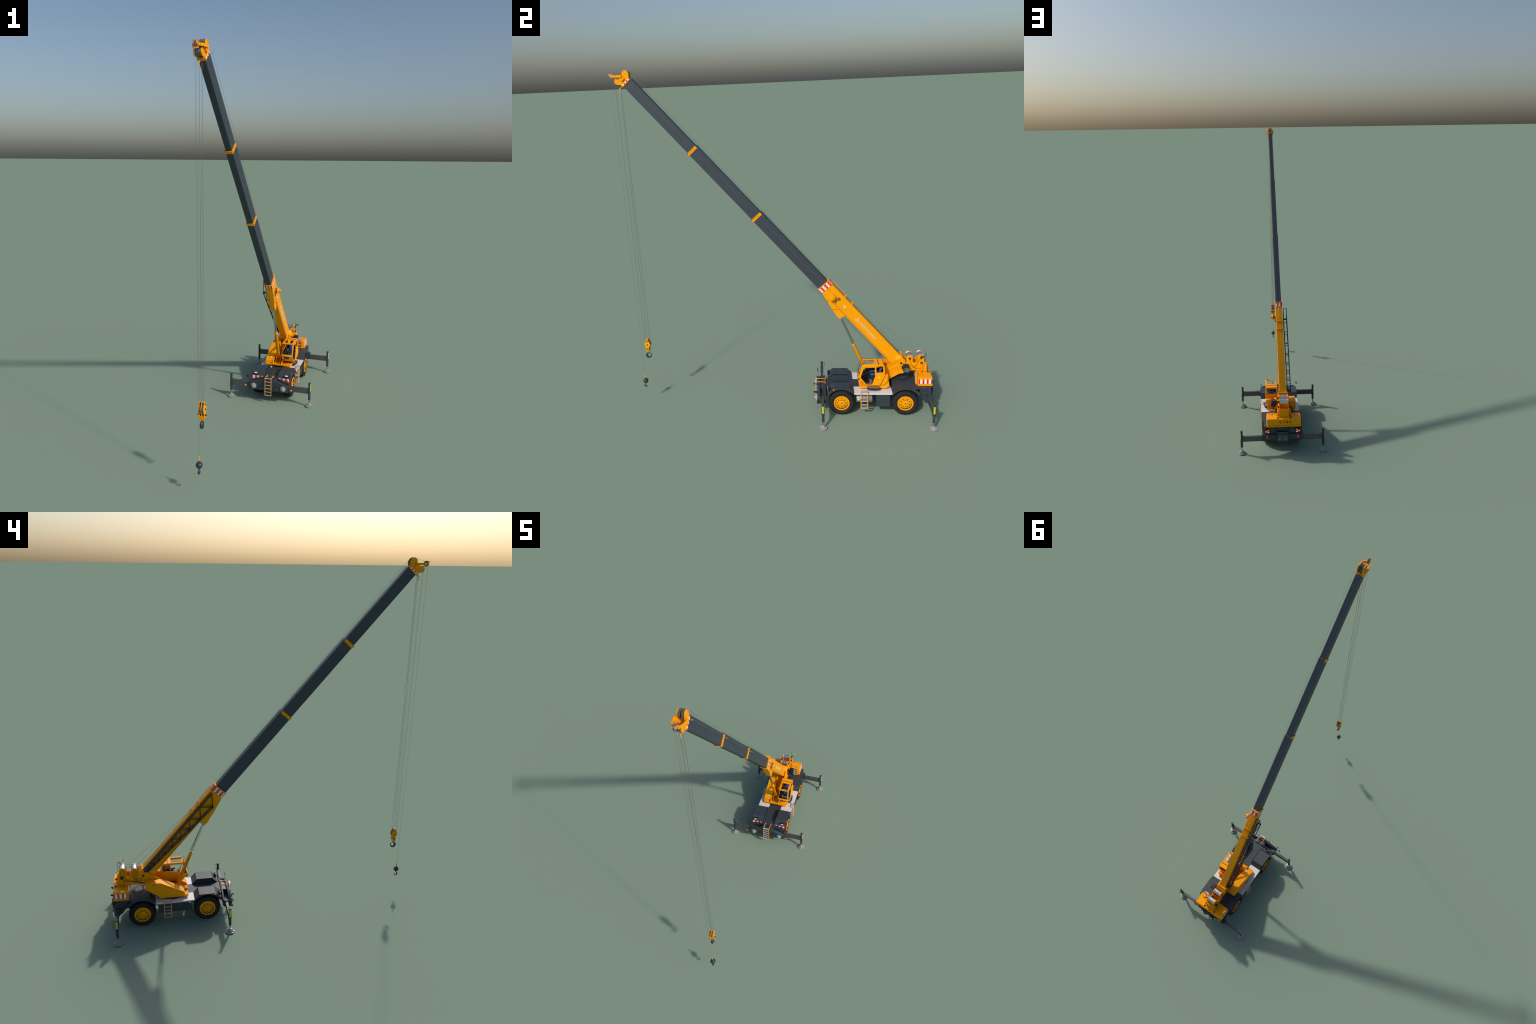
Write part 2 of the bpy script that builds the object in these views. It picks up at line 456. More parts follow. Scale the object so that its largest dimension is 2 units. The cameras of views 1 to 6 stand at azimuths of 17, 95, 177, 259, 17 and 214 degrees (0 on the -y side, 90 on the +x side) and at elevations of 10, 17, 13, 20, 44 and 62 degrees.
g = G(); g.box(.06,.1205,.5425,.621,.0585,.1392,SLATE); g.box(.045,.116,.5385,.5425,.059,.1392,NAVY); g.box(.045,.116,.621,.624,.065,.1392,NAVY)
g.build('battery_box', deck_o, .0008)
g = G(); g.box(-.1205,-.06,.430,.6205,.0785,.1392,SLATE); tb = g.build('tool_box', deck_o, .0008)
g = G(); g.box(-.1212,-.1204,.434,.446,.127,.1325,SIGNW); g.build('label', tb)

# ================================================================== TURNTABLE / UPPER STRUCTURE
g = G()
g.lathe((CX,.54,.1465), (0,0,1), [(0,.085),(.010,.085),(.010,.078),(.016,.078)], NAVY, 40)
g.build('slew_ring', ROOT)
# curved access step beside the cab
g = G()
st = [(.085,.490)]+[(CX+.1195*math.cos(math.radians(a)), .529+.1195*math.sin(math.radians(a))) for a in range(-18,19,4)]+[(.085,.568)]
g.prz(st, .157, .1655, STEP)
step = g.build('cab_step', ROOT)
g = G(); g.box(.0935,.0948,.495,.562,.1654,.1662,SIGNW); g.build('step_edging', step)

plate_l = [(.446,.160),(.446,.176),(.526,.2155),(.600,.256),(.684,.308),(.697,.315),(.7105,.309),(.7165,.2935),(.722,.2905),
           (.841,.2895),(.843,.190),(.785,.190),(.779,.236),(.684,.226),(.640,.190),(.620,.160)]
plate_r = [(.446,.160),(.446,.176),(.526,.2155),(.607,.268),(.684,.311),(.697,.318),(.7105,.311),(.7165,.2935),(.722,.2905),
           (.841,.2895),(.841,.234),(.780,.240),(.757,.2375),(.709,.2255),(.683,.2225),(.627,.187),(.610,.160)]
g = G()
g.prx(plate_l, -.0435, -.0395, ORANGE)
g.prx(plate_r, .0145, .0185, ORANGE)
# base plate with the front gussets
g.prz([(-.096,.461),(-.090,.446),(.077,.446),(.0825,.452),(.0825,.606),(.077,.613),(-.092,.613),(-.096,.609)], .1575, .1665, ORANGE)
g.poly([(-.0395,.600,.1655),(-.0395,.684,.2265),(-.0395,.684,.2300),(-.0395,.598,.1690)], (.054,0,0), ORANGE)
# arm floor, end wall and cross walls between the plates
g.poly([(-.0395,.684,.226),(-.0395,.779,.239),(-.0395,.779,.243),(-.0395,.684,.230)], (.054,0,0), ORANGE)
g.box(-.0395,.0145,.835,.8405,.232,.289,ORANGE)
g.box(-.0395,.0145,.765,.769,.240,.2885,ORANGE)
g.poly([(-.0395,.790,.262),(-.0395,.835,.2885),(-.0395,.835,.284),(-.0395,.790,.257)], (.054,0,0), ORANGE)
# lip along the lower edge of the cab-side plate and its stiffeners
low = [(.610,.165),(.627,.187),(.683,.2225),(.709,.2255)]
for a, b in zip(low, low[1:]): g.bar((.0215,*a),(.0215,*b), .008, .003, ORANGE)
up = [(.560,.2375),(.607,.268),(.690,.3145)]
for a, b in zip(up, up[1:]): g.bar((.0205,*a),(.0205,*b), .006, .003, ORANGE)
g.bar((.0205,.626,.240),(.0205,.668,.266), .004, .002, ORANGE); g.bar((.0205,.668,.266),(.0205,.683,.224), .004, .002, ORANGE,(0,1,0))
g.bar((.0205,.684,.270),(.0205,.790,.278), .004, .002, ORANGE)
# inner wall seen beside the luffing cylinder
g.prx([(.45,.166),(.50,.170),(.68,.262),(.68,.226),(.62,.17)], -.0005, .0025, ORANGE)
turret = g.build('turret_frame', ROOT, .0005)

# left machinery housing
g = G()
lb = [(.686,.258),(.602,.2565),(.478,.192),(.467,.182),(.4655,.166),(.607,.1655),(.686,.222)]
g.prx(lb, -.0975, -.0435, ORANGE)
hous = g.build('machinery_housing', turret, .0025)
g = G(); g.box(-.0984,-.0974,.630,.646,.2465,.2485,NAVY); g.box(-.0984,-.0974,.630,.632,.2465,.251,NAVY); g.box(-.0984,-.0974,.644,.646,.2465,.251,NAVY)
g.build('door_handle', hous)
g = G()
dz = lambda y: .192+(y-.478)*.52+.0004
g.poly([(-.068,.484,dz(.484)),(-.055,.484,dz(.484)),(-.055,.492,dz(.492)),(-.068,.492,dz(.492))],(0,-.0004,.0012),SIGNW)
g.poly([(-.068,.496,dz(.496)),(-.055,.496,dz(.496)),(-.055,.503,dz(.503)),(-.068,.503,dz(.503))],(0,-.0004,.0012),GREEN)
g.build('label', hous)

# winch drums between rounded ears
D1, D2 = (.7435,.3185), (.8085,.3240)
g = G()
for (cy,cz), zb in ((D1,.286),(D2,.286)):
    ear = [(cy-.0185,zb),(cy+.0185,zb)]+circ(cy,cz,.0185,0,180,14)
    for x0,x1 in ((.0115,.0165),(-.0425,-.0375)): g.prx(ear, x0, x1, ORANGE)
ears = g.build('winch_frame', turret, .0004)
g = G()
for cy,cz in (D1,D2):
    g.lathe((-.0375,cy,cz),(1,0,0),[(0,.0178),(.002,.0178),(.002,.0155),(.047,.0155),(.047,.0178),(.049,.0178)],DRUMM,32)
g.build('winch_drum', ears)
g = G()
for (cy,cz),s in ((D1,1),(D2,1)):
    g.lathe((.0165,cy+.001,cz-.002),(1,0,0),[(0,.0056),(.006,.0056),(.008,.004)],NAVY,14)
    for k in range(6):
        a = k*pi/3; g.tube([(.0172,cy,cz-.002),(.0172,cy+.009*math.cos(a),cz-.002+.009*math.sin(a))], .0008, NAVY, 5)
g.box(.0185,.027,.806,.818,.284,.2945,NAVY)
g.bar((.02,.812,.327),(.036,.826,.340),.004,.005,NAVY)
g.box(-.058,-.0435,.807,.821,.279,.291,NAVY)
for (cy,cz) in (D1,D2):
    for a in (20,70,120,165): g.lathe((-.0425,cy+.0125*math.cos(math.radians(a)),cz-.008+.0125*math.sin(math.radians(a))),(-1,0,0),[(0,.002),(.003,.002)],NAVY,8)
g.build('hydraulic_motor', ears)
# hydraulic hoses
g = G()
H = .0008
g.tube([(.0245,D1[0],.313),(.026,.744,.296),(.025,.757,.276),(.024,.763,.262)],H,BLACK,6,2)
g.tube([(.0245,D2[0],.318),(.027,.795,.317),(.028,.787,.292),(.026,.777,.266),(.024,.764,.263)],H,BLACK,6,2)
g.tube([(.0245,.764,.263),(.0265,.785,.252),(.0265,.812,.258),(.025,.814,.285)],H,BLACK,6,2)
g.tube([(-.046,D2[0]+.01,.315),(-.048,.822,.28),(-.048,.808,.262),(-.0465,.76,.256),(-.0465,.70,.238)],.001,BLACK,6,2)
g.tube([(-.046,D2[0]-.005,.315),(-.048,.802,.28),(-.048,.78,.262),(-.0465,.75,.257),(-.0465,.69,.239)],.001,BLACK,6,2)
for i, dy in enumerate((-.012,0,.010)):
    g.tube([(-.0455,D1[0]-dy,.312),(-.048,D1[0]-dy*.9,.285),(-.0475,D1[0]-.006-dy*.5,.262),(-.0465,.705-i*.006,.240+i*.018)],H,BLACK,6,2)
g.tube([(-.020,.74,.336),(-.02,.765,.330),(-.02,.79,.334)],H,BLACK,6,1)
g.tube([(.010,.757,.312),(.010,.770,.335),(.010,.790,.338)],H,BLACK,6,2)
for k in range(2):
    g.tube([(.052-k*.008,.722+k*.006,.25),(.056,.724+k*.006,.225),(.05,.715,.196),(.03,.68,.186),(.0,.655,.19)],.0022,BLACK,8,2)
g.tube([(-.046,.70,.226),(-.07,.70,.195),(-.06,.74,.186),(-.02,.76,.185)],.0026,BLACK,8,2)
g.build('hydraulic_hose', turret)
# slew control box
g = G()
g.box(.033,.0625,.703,.7345,.252,.290,NAVY); g.box(.062,.0665,.706,.735,.251,.2795,GREY); g.box(.019,.034,.708,.728,.262,.275,NAVY)
g.box(.028,.034,.697,.706,.255,.276,NAVY)
g.build('valve_box', turret, .001)
# beacon mast and mirror
g = G()
g.tube([(.015,.838,.286),(.015,.838,.352),(.017,.8355,.3535),(.0185,.834,.352),(.0185,.834,.286)],.0006,BLACK)
g.tube([(.0165,.834,.346),(.035,.818,.349)],.0006,BLACK)
mast = g.build('mirror_mast', turret)
g = G(); g.poly([(.033,.8185,.3445),(.047,.8065,.3445),(.047,.8065,.3535),(.033,.8185,.3535)],(.0012,.0016,0),AMBER)
g.poly([(.033,.8185,.3445),(.047,.8065,.3445),(.047,.8065,.3535),(.033,.8185,.3535)],(-.0008,-.001,0),SIGNW)
g.poly([(.045,.8085,.344),(.0485,.8055,.344),(.0485,.8055,.354),(.045,.8085,.354)],(-.002,-.002,0),NAVY)
g.build('mast_mirror', mast)

# counterweight
g = G()
g.box(-.1155,.0965,.7825,.8635,.1905,.2340,ORANGE)
cw = g.build('counterweight', turret, .0022)
g = G(); g.box(-.1170,.0980,.7815,.8655,.1805,.1900,ORANGE); g.build('counterweight_base', cw, .0015)
pat = [(.55,RED),(1,SIGNW),(.85,RED),(1,SIGNW),(.85,RED),(1,SIGNW),(.45,RED)]
g = G()
g.stripes((.0964,.7865,.1945),(0,.0745,0),(0,0,.0285),(1,0,0),7,.0012,pat)
g.stripes((-.1154,.7865,.1945),(0,.0745,0),(0,0,.0285),(-1,0,0),7,.0012,pat[::-1])
g.build('warning_board', cw)
text_mesh('model_lettering','C 7 B 0',.0222,lambda u,v,w:(.0195-u,.8641+w,.2055+v),.0014,BLACK,cw,1.08)
g = G()
for x in (.0285,-.053):
    g.loft([[(x-.0045,.845,.2335),(x+.0045,.845,.2335),(x+.0045,.858,.2335),(x-.0045,.858,.2335)],[(x-.001,.846,.2435),(x+.001,.846,.2435),(x+.001,.849,.2435),(x-.001,.849,.2435)]],BLACK)
g.build('lifting_lug', cw)
g = G()
for x in (.0255,-.0505):
    g.cyl((x,.8145,.236),(x,.8145,.286),.0050,ORANGE,14); g.lathe((x,.8145,.2335),(0,0,1),[(0,.0062),(.004,.0062)],NAVY,14)
    g.box(*sorted((x, .0185 if x > 0 else -.0435)),.803,.826,.277,.2865,ORANGE)
    g.box(*sorted((x-.002, x+.0035)),.829,.841,.240,.279,ORANGE) if x > 0 else None
g.build('counterweight_cylinder', cw)
g = G()
for x in (.0485,.0800):
    g.bar((x,.776,.181),(x,.776,.2525),.0028,.007,ORANGE,(0,1,0)); g.bar((x,.776,.2515),(x,.803,.2515),.0028,.003,ORANGE); g.bar((x,.803,.2525),(x,.803,.234),.0028,.003,ORANGE,(0,1,0))
lad = g.build('ladder', cw)
g = G()
for z in (.1845,.2065,.2285,.2505): g.bar((.050,.775,z),(.079,.775,z),.009,.0022,RUNG)
g.build('ladder_rung', lad)

# ================================================================== CAB
XR, XL = .0940, .0165
g = G()
prof_cab = [(.463,.3145),(.586,.3145),(.591,.300),(.5925,.268),(.5925,.239),(.564,.1805),(.487,.1805),(.4425,.229)]
door = [(.4715,.2975),(.5335,.2985),(.5365,.240),(.5185,.1850),(.4905,.1835),(.4535,.231)]
rearw = [(.5415,.3045),(.5805,.3055),(.5835,.2655),(.5440,.2640)]
g.holed(prof_cab,[door,rearw],lambda a,b:(XR,a,b),(-.003,0,0),ORANGE)
lw1 = [(.4685,.3035),(.5365,.3035),(.5365,.2625),(.4870,.2570),(.4790,.2410),(.4530,.2410)]
lw2 = [(.5415,.3035),(.5815,.3035),(.5835,.2645),(.5415,.2625)]
prof_left = [(.463,.3145)]+prof_cab[1:]+[(.4415,.2385),(.4790,.2390),(.4845,.2560),(.4715,.3060),(.463,.3060)]
lw1 = [(.4765,.3035),(.5365,.3035),(.5365,.2625),(.4895,.2572)]
g.holed(prof_left,[lw1,lw2],lambda a,b:(XL,a,b),(.003,0,0),ORANGE)
XC, XD = XL+.003, XR-.003
# roof with hatch
g.holed([(XC,.463),(XD,.463),(XD,.586),(XC,.586)],[[(XC+.009,.472),(XD-.008,.472),(XD-.008,.535),(XC+.009,.535)]],lambda a,b:(a,b,.3145),(0,0,-.004),ORANGE)
# rear wall with window
rw = lambda a,b:(a, .586+.0065*max(0,min(1,(.3145-b)/.0465)), b)
g.holed([(XC,.268),(XD,.268),(XD,.3145),(XC,.3145)],[[(XC+.006,.2685+.002),(XD-.006,.2705),(XD-.006,.3065),(XC+.006,.3065)]],rw,(0,-.003,0),ORANGE)
g.poly([(XC,.5925,.239),(XC,.5925,.268),(XC,.5895,.268),(XC,.5895,.239)],(XD-XC,0,0),ORANGE)
g.poly([(XC,.5925,.239),(XC,.5895,.239),(XC,.561,.1805),(XC,.564,.1805)],(XD-XC,0,0),ORANGE)
# front: windscreen surround, sill with lamps, lower panel, floor
fw = lambda a,b:(a, .463-.0225*(.3145-b)/.0805, b)
g.poly([fw(XC,.3065),fw(XD,.3065),fw(XD,.3145),fw(XC,.3145)],(0,.003,0),ORANGE)
g.poly([fw(XC,.2370),fw(XD,.2370),fw(XD,.2405),fw(XC,.2405)],(0,.003,0),ORANGE)
g.poly([fw(XD-.003,.237),fw(XD,.237),fw(XD,.3145),fw(XD-.0035,.3145)],(0,.003,0),ORANGE)
g.poly([(XC,.4395,.237),(XC,.4365,.232),(XC,.4405,.2255),(XC,.4445,.237)],(XD-XC,0,0),ORANGE)
g.poly([(XC,.4425,.229),(XC,.4465,.229),(XC,.4905,.1805),(XC,.487,.1805)],(XD-XC,0,0),ORANGE)
g.poly([(XC,.487,.1805),(XC,.564,.1805),(XC,.564,.184),(XC,.487,.184)],(XD-XC,0,0),ORANGE)
cab = g.build('cab', turret, .0006)
# rear side tank cover and pedestal
g = G()
g.prx([(.595,.2375),(.608,.2370),(.6115,.2105),(.589,.1865),(.569,.1840)], .060, .0945, ORANGE)
g.prx([(.594,.243),(.612,.243),(.622,.166),(.566,.166),(.566,.1795)], .020, .0835, ORANGE)
g.build('cab_rear_cover', cab, .0015)
g = G(); g.box(.022,.080,.498,.56,.1665,.1808,NAVY); g.build('cab_mount', cab)
# recessed front grille with lamps
g = G()
g.poly([(.0245,.4385,.2245),(.0850,.4385,.2245),(.0850,.4470,.2135),(.0245,.4470,.2135)],(0,-.0030,-.0022),NAVY)
g.build('front_grille', cab)
g = G()
for x in (.031,.0785): g.lathe((x,.440,.2195),(0,-1,-.35),[(0,.0040),(.004,.0040),(.0052,.0025)],LENS,14)
g.build('work_lamp', cab)
# interior
g = G()
g.poly([(.040,.535,.215),(.074,.535,.215),(.074,.562,.222),(.040,.562,.222)],(0,0,.010),BLUE)
g.poly([(.042,.520,.2150),(.072,.520,.2150),(.072,.556,.2150),(.042,.556,.2150)],(0,0,.013),BLUE)
g.poly([(.040,.556,.222),(.074,.556,.222),(.071,.570,.283),(.043,.570,.283)],(0,.009,.001),BLUE)
g.poly([(.047,.569,.284),(.067,.569,.284),(.065,.571,.295),(.049,.571,.295)],(0,.006,0),NAVY)
for x in (.037,.0765): g.box(x-.003,x+.003,.510,.554,.240,.250,BLUE)
g.box(.045,.069,.525,.562,.186,.2155,NAVY)
seat = g.build('seat', cab, .0015)
g = G()
g.box(XC,XD,.489,.561,.1842,.1870,FLOOR)
g.prx([(.452,.238),(.478,.238),(.4855,.2540),(.5835,.2605),(.5895,.242),(.562,.186),(.490,.186)],XC,XC+.0012,BLACK)
g.poly([(XC+.0012,.5890,.240),(XC+.0012,.5890,.2680),(XD,.5890,.2680),(XD,.5890,.240)],(0,-.0010,0),BLACK)
g.poly([(XC+.0012,.4475,.232),(XD,.4475,.232),(XD,.489,.1875),(XC+.0012,.489,.1875)],(0,.0010,.0010),BLACK)
g.poly([(.030,.4600,.218),(.080,.4600,.218),(.080,.500,.188),(.030,.500,.188)],(0,.004,.002),BLACK)
g.box(.020,.032,.475,.560,.190,.238,NAVY); g.box(.080,.089,.520,.560,.190,.236,NAVY)
g.cyl((.056,.470,.205),(.056,.492,.245),.0035,BLACK,10)
g.lathe((.056,.490,.243),(0,-.5,1),[(0,.0005),(0,.0008),(.001,.003),(.001,.0008)],BLACK,10)
c = Vector((.056,.491,.247)); ax, u, v = g.frame((0,.55,1))
g.tube([c+(u*math.cos(2*pi*k/20)+v*math.sin(2*pi*k/20))*.013 for k in range(21)],.0013,BLACK)
g.box(.022,.040,.466,.478,.232,.246,BLACK)
for x in (.038,.074): g.tube([(x,.518,.24),(x,.514,.252)],.0012,BLACK); g.sphere((x,.514,.253),.0020,BLACK,8)
g.box(.0225,.0265,.496,.506,.305,.309,RED); g.box(.0225,.0265,.514,.524,.305,.309,RED); g.box(.0225,.0262,.496,.530,.3045,.3050,BLACK)
g.build('controls', cab)
# wipers, rails, roof trim
g = G()
g.tube([fw(XL+.0015,.2385),fw(XL+.0015,.3070)],.0012,BLACK)
g.box(XL+.004,XR-.003,.5535,.5565,.3146,.3162,BLACK); g.tube([(XL+.003,.555,.314),(XL+.003,.555,.321)],.0012,ORANGE)
g.tube([(.058,.4365,.240),(.040,.4485,.280)],.0010,BLACK); g.tube([(.036,.446,.268),(.044,.452,.295)],.0014,BLACK)
for x in (.024,.087): g.tube([fw(x,.238),(x,.433,.25),(x,.447,.30),(x,.462,.3185)],.0006,BLACK)
g.tube([(.024,.462,.3185),(.024,.535,.3185)],.0006,BLACK)
g.tube([(.0955,.4555,.244),(.0965,.4640,.272)],.0010,BLACK)
g.lathe((.079,.470,.3145),(0,0,1),[(0,.0025),(.003,.0035),(.005,.002)],BLACK,10)
g.build('cab_trim', cab)
g = G(); g.box(XR-.0002,XR+.0006,.556,.5615,.2315,.2375,SIGNW); g.box(XR-.0002,XR+.0006,.556,.5615,.2260,.2310,YELLOW); g.build('label', cab)
g = G(); g.bar((XR-.0005,.592,.2415),(XR-.0005,.5645,.1815),.0016,.0014,BLACK,(1,0,0)); g.build('door_seam', cab)

# ================================================================== BOOM  (x, s along boom, t across boom)
DS, DT = Vector((0,-.659,.752)), Vector((0,.752,.659))
B = lambda p: Vector((p[0],0,0))+DS*p[1]+DT*p[2]
def section(name, s0, s1, hw, t0, t1, m, parent, bev=.0015):
    g = G(B); g.box(CX-hw, CX+hw, s0, s1, t0, t1, m); return g.build(name, parent, bev)
# base section with its foot
g = G(B)
g.poly([(CX-.0225,.393,.6625),(CX-.0225,.393,.7385),(CX-.0225,-.240,.7375),(CX-.0225,-.256,.7300),(CX-.0225,-.256,.7080),(CX-.0225,-.225,.6850),(CX-.0225,-.205,.6625)],(.045,0,0),ORANGE)
boom = g.build('boom_base_section', ROOT, .0015)
g = G(B)
foot = [(-.214,.7385),(-.2420,.7420),(-.2600,.7330),(-.2640,.7200),(-.2600,.7040),(-.2400,.6960),(-.2280,.7000),(-.214,.7040)]
for x0, x1 in ((.009,.0195),(-.0465,-.036)): g.poly([(x0,a,b) for a,b in foot],(x1-x0,0,0),ORANGE)
for x0, x1 in ((.0088,.0195),(-.0358,-.0465)):                     # tapered shoulders
    g.poly([(x0,-.194,.702),(x0,-.2145,.702),(x1,-.2145,.702)],(0,0,.0365),ORANGE)
g.poly([(-.036,-.2145,.7383),(-.036,-.2420,.7418),(-.036,-.2600,.7328),(-.036,-.2638,.7200),(-.036,-.258,.72),(-.036,-.255,.731),(-.036,-.240,.738)],(.045,0,0),ORANGE)
g.box(-.0465,.0195,-.2155,-.2120,.7300,.7460,ORANGE)
g.build('boom_foot', boom, .0012)
g = G()
g.cyl((-.0505,.694,.2880),(.0235,.694,.2880),.0058,NAVY,18); g.build('boom_pin', boom)
# tip collar with warning blocks
g = G(B)
g.box(CX-.0235, CX+.0235, .3925, .4245, .6600, .7395, ORANGE)
g.box(CX-.0262, CX+.0262, .4225, .4265, .6565, .7440, ORANGE)
g.box(CX-.0250, CX+.0250, .4060, .4085, .6595, .7390, ORANGE)
g.box(CX-.0245, CX+.0245, .3905, .3930, .6590, .7405, ORANGE)
col = g.build('boom_collar', boom, .0004)
g = G(B); rw_ = [(.7,SIGNW),(1,RED),(1,SIGNW),(1,RED),(1,SIGNW),(1,RED)]
for sx in (1,-1):
    x = CX+sx*.0235
    g.stripes((x,.3935,.6625),(0,0,.074),(0,.0120,0),(sx,0,0),6,.0010,rw_)
    g.stripes((x,.4090,.6625),(0,0,.074),(0,.0125,0),(sx,0,0),6,.0010,rw_)
g.stripes((CX-.0235,.3935,.7396),(.047,0,0),(0,.0285,0),(0,0,1),4,.0010,[(1,RED),(1,SIGNW),(1,RED),(1,SIGNW)])
g.stripes((CX-.0235,.3935,.6600),(.047,0,0),(0,.0120,0),(0,0,-1),5,.0010,[(1,RED),(1,SIGNW),(1,RED),(1,SIGNW),(1,RED)])
g.stripes((CX-.0235,.4090,.6600),(.047,0,0),(0,.0125,0),(0,0,-1),5,.0010,[(1,RED),(1,SIGNW),(1,RED),(1,SIGNW),(1,RED)])
g.build('warning_board', col)
# belly under the base section: deep nose box and narrower bracket down to the cylinder pin
g = G(B)
g.poly([(CX-.0222,.386,.6626),(CX-.0222,.386,.6575),(CX-.0222,.281,.6350),(CX-.0222,.262,.6520),(CX-.0222,.255,.6626)],(.0444,0,0),ORANGE)
g.poly([(CX-.0165,.300,.6600),(CX-.0165,.283,.6355),(CX-.0165,.222,.6240),(CX-.0165,.207,.6500),(CX-.0165,.195,.6626)],(.033,0,0),ORANGE)
for x0,x1 in ((CX-.0160,CX-.0100),(CX+.0100,CX+.0160)):
    g.poly([(x0,a,b) for a,b in [(.232,.6450),(.226,.6250)]+[( .2055+.0085*math.cos(math.radians(q)), .6335+.0085*math.sin(math.radians(q))) for q in range(290,70,-20)]+[(.195,.655)]],(x1-x0,0,0),ORANGE)
g.build('cylinder_bracket', boom, .0008)
g = G(B); g.cyl((CX-.0175,.2050,.6340),(CX+.0175,.2050,.6340),.0038,STEEL,14); g.build('bracket_pin', boom)
# conduit along the lower flank
g = G(B)
for sx in (1,-1):
    x = CX+sx*.0229
    g.tube([(x,.318,.6740),(x,.300,.6690),(x,-.170,.6705)],.0008,NAVY)
    for s_ in (.262,.205,.055,-.085): g.box(*sorted((x-.001,x+.0014)),s_-.003,s_+.003,.6670,.6725,STEEL)
for s_ in (.2725,.222):
    for sx in (1,-1): g.box(*sorted((CX+sx*.0222,CX+sx*.0230)),s_-.0009,s_+.0009,.6715,.7385,ORANGE)
g.build('conduit', boom)
# rope guide lugs, hand rail, jib brackets
g = G(B)
for s_ in (.2825,.2235):
    g.box(CX-.0240,CX+.0240,s_-.0015,s_+.0015,.7380,.7430,ORANGE)
    for x in (CX-.008,CX+.008): g.poly([(x-.0015,s_-.006,.738),(x-.0015,s_+.004,.738),(x-.0015,s_+.006,.748),(x-.0015,s_+.001,.750)],(.003,0,0),ORANGE)
    g.box(-.046,-.036,s_-.002,s_+.002,.733,.738,ORANGE)
g.build('rope_guide', boom)
g = G(B)
for x in (CX,):
    g.tube([(x,.397,.7385),(x,.3975,.7490),(x,.395,.7505),(x,.308,.7505),(x,.3055,.7490),(x,.306,.7385)],.0013,ORANGE)
g.build('hand_rail', boom)
# cable reel on the cab side
g = G(B)
c = (.0, .3370, .6888)
g.lathe((.0085,.337,.6888),(1,0,0),[(0,.0165),(.003,.0165)],ORANGE,28)
g.lathe((.0270,.337,.6888),(1,0,0),[(0,.0190),(.0040,.0190),(.0075,.0165),(.0080,.0100),(.0080,.0085),(.0200,.0080),(.0210,.0060)],ORANGE,28)
reel = g.build('cable_reel', boom)
g = G(B); g.lathe((.0115,.337,.6888),(1,0,0),[(0,.0150),(.0155,.0150)],SHEAVE,28); g.build('cable_winding', reel)
g = G(B)
g.box(.009,.0175,.2960,.3100,.7020,.7150,GREY); g.box(.009,.012,.300,.303,.676,.702,NAVY); g.build('junction_box', boom, .0012)
g = G(B); g.box(.0089,.0097,.2370,.2510,.6950,.7040,SIGNW); g.box(.0094,.0101,.2445,.2495,.6970,.7025,GREEN); g.build('label', boom)
text_mesh('serial_lettering','7 0 B 5',.0062,lambda u,v,w:B((.0090+w,.345-u,.6500+v-.0022)),.0006,BLACK,boom)
# lettering and triangle emblem on the cab side
text_mesh('side_lettering','FORWARD',.0218,lambda u,v,w:B((.0092+w,.1075-u*1.255,.6922+v)),.0012,LETTER,boom,1.03)
g = G(B)
tri_o = [(.1445,.6895),(.1345,.7125),(.1140,.6922)]
ctr = (sum(p[0] for p in tri_o)/3, sum(p[1] for p in tri_o)/3)
tri_i = [(ctr[0]+(a-ctr[0])*.5, ctr[1]+(b-ctr[1])*.5) for a,b in tri_o]
g.holed(tri_o,[tri_i],lambda a,b:(.0086,a,b),(.0012,0,0),LETTER)
g.build('emblem', boom)

# telescoping sections with their U-shaped collars
SEC = [(.420,.9770,.0195,.6615,.7300),(.970,1.4820,.0177,.6620,.7262),(1.475,1.9660,.0160,.6628,.7225)]
for i,(s0,s1,hw,t0,t1) in enumerate(SEC):
    sec = section('boom_section', s0, s1, hw, t0, t1, BOOMG, boom)
    if i < 2:
        g = G(B); e = hw
        for sx in (1,-1):
            xs = sorted((CX+sx*e, CX+sx*(e+.0016)))
            g.box(*xs, s1-.0150, s1+.0008, t0-.0015, t1-.0050, ORANGE)
            g.box(*sorted((CX+sx*(e-.002), CX+sx*(e+.0028))), s1-.0022, s1+.0020, t0-.0040, t1-.0070, ORANGE)
        g.box(CX-e,CX+e,s1-.0150,s1+.0008,t0-.0030,t0-.0002,ORANGE)
        g.box(CX-e-.0028,CX+e+.0028,s1-.0022,s1+.0020,t0-.0045,t0-.0005,ORANGE)
        for k in range(5): g.box(CX+e+.0016,CX+e+.0021,s1-.0050,s1-.0032,t0+.006+k*.006,t0+.0095+k*.006,NAVY)
        g.tube([(CX+e,s1-.006,.7050),(.0215,s1-.006,.7060)],.0009,ORANGE); g.lathe((.020,s1-.006,.7060),(1,0,0),[(0,.002),(.003,.002)],STEEL,8)
        g.build('section_collar', sec)

# ---- boom head
g = G(B)
g.box(CX-.0190,CX+.0190,1.9630,1.9765,.6585,.7168,ORANGE)
top_c, bot_c, rr = (2.0039,.7173), (2.0037,.6593), .0178
head_poly = [(1.9760,.6627),(1.9740,.7166),(1.9900,.7335)] + \
    [(top_c[0]+rr*math.cos(math.radians(a)), top_c[1]+rr*math.sin(math.radians(a))) for a in range(110,-61,-15)] + \
    [(2.0050,.6900),(2.0060,.6835)] + \
    [(bot_c[0]+rr*math.cos(math.radians(a)), bot_c[1]+rr*math.sin(math.radians(a))) for a in range(60,-121,-15)]
for x0,x1 in ((-.0005,.0040),(-.0310,-.0265)): g.poly([(x0,a,b) for a,b in head_poly],(x1-x0,0,0),ORANGE)
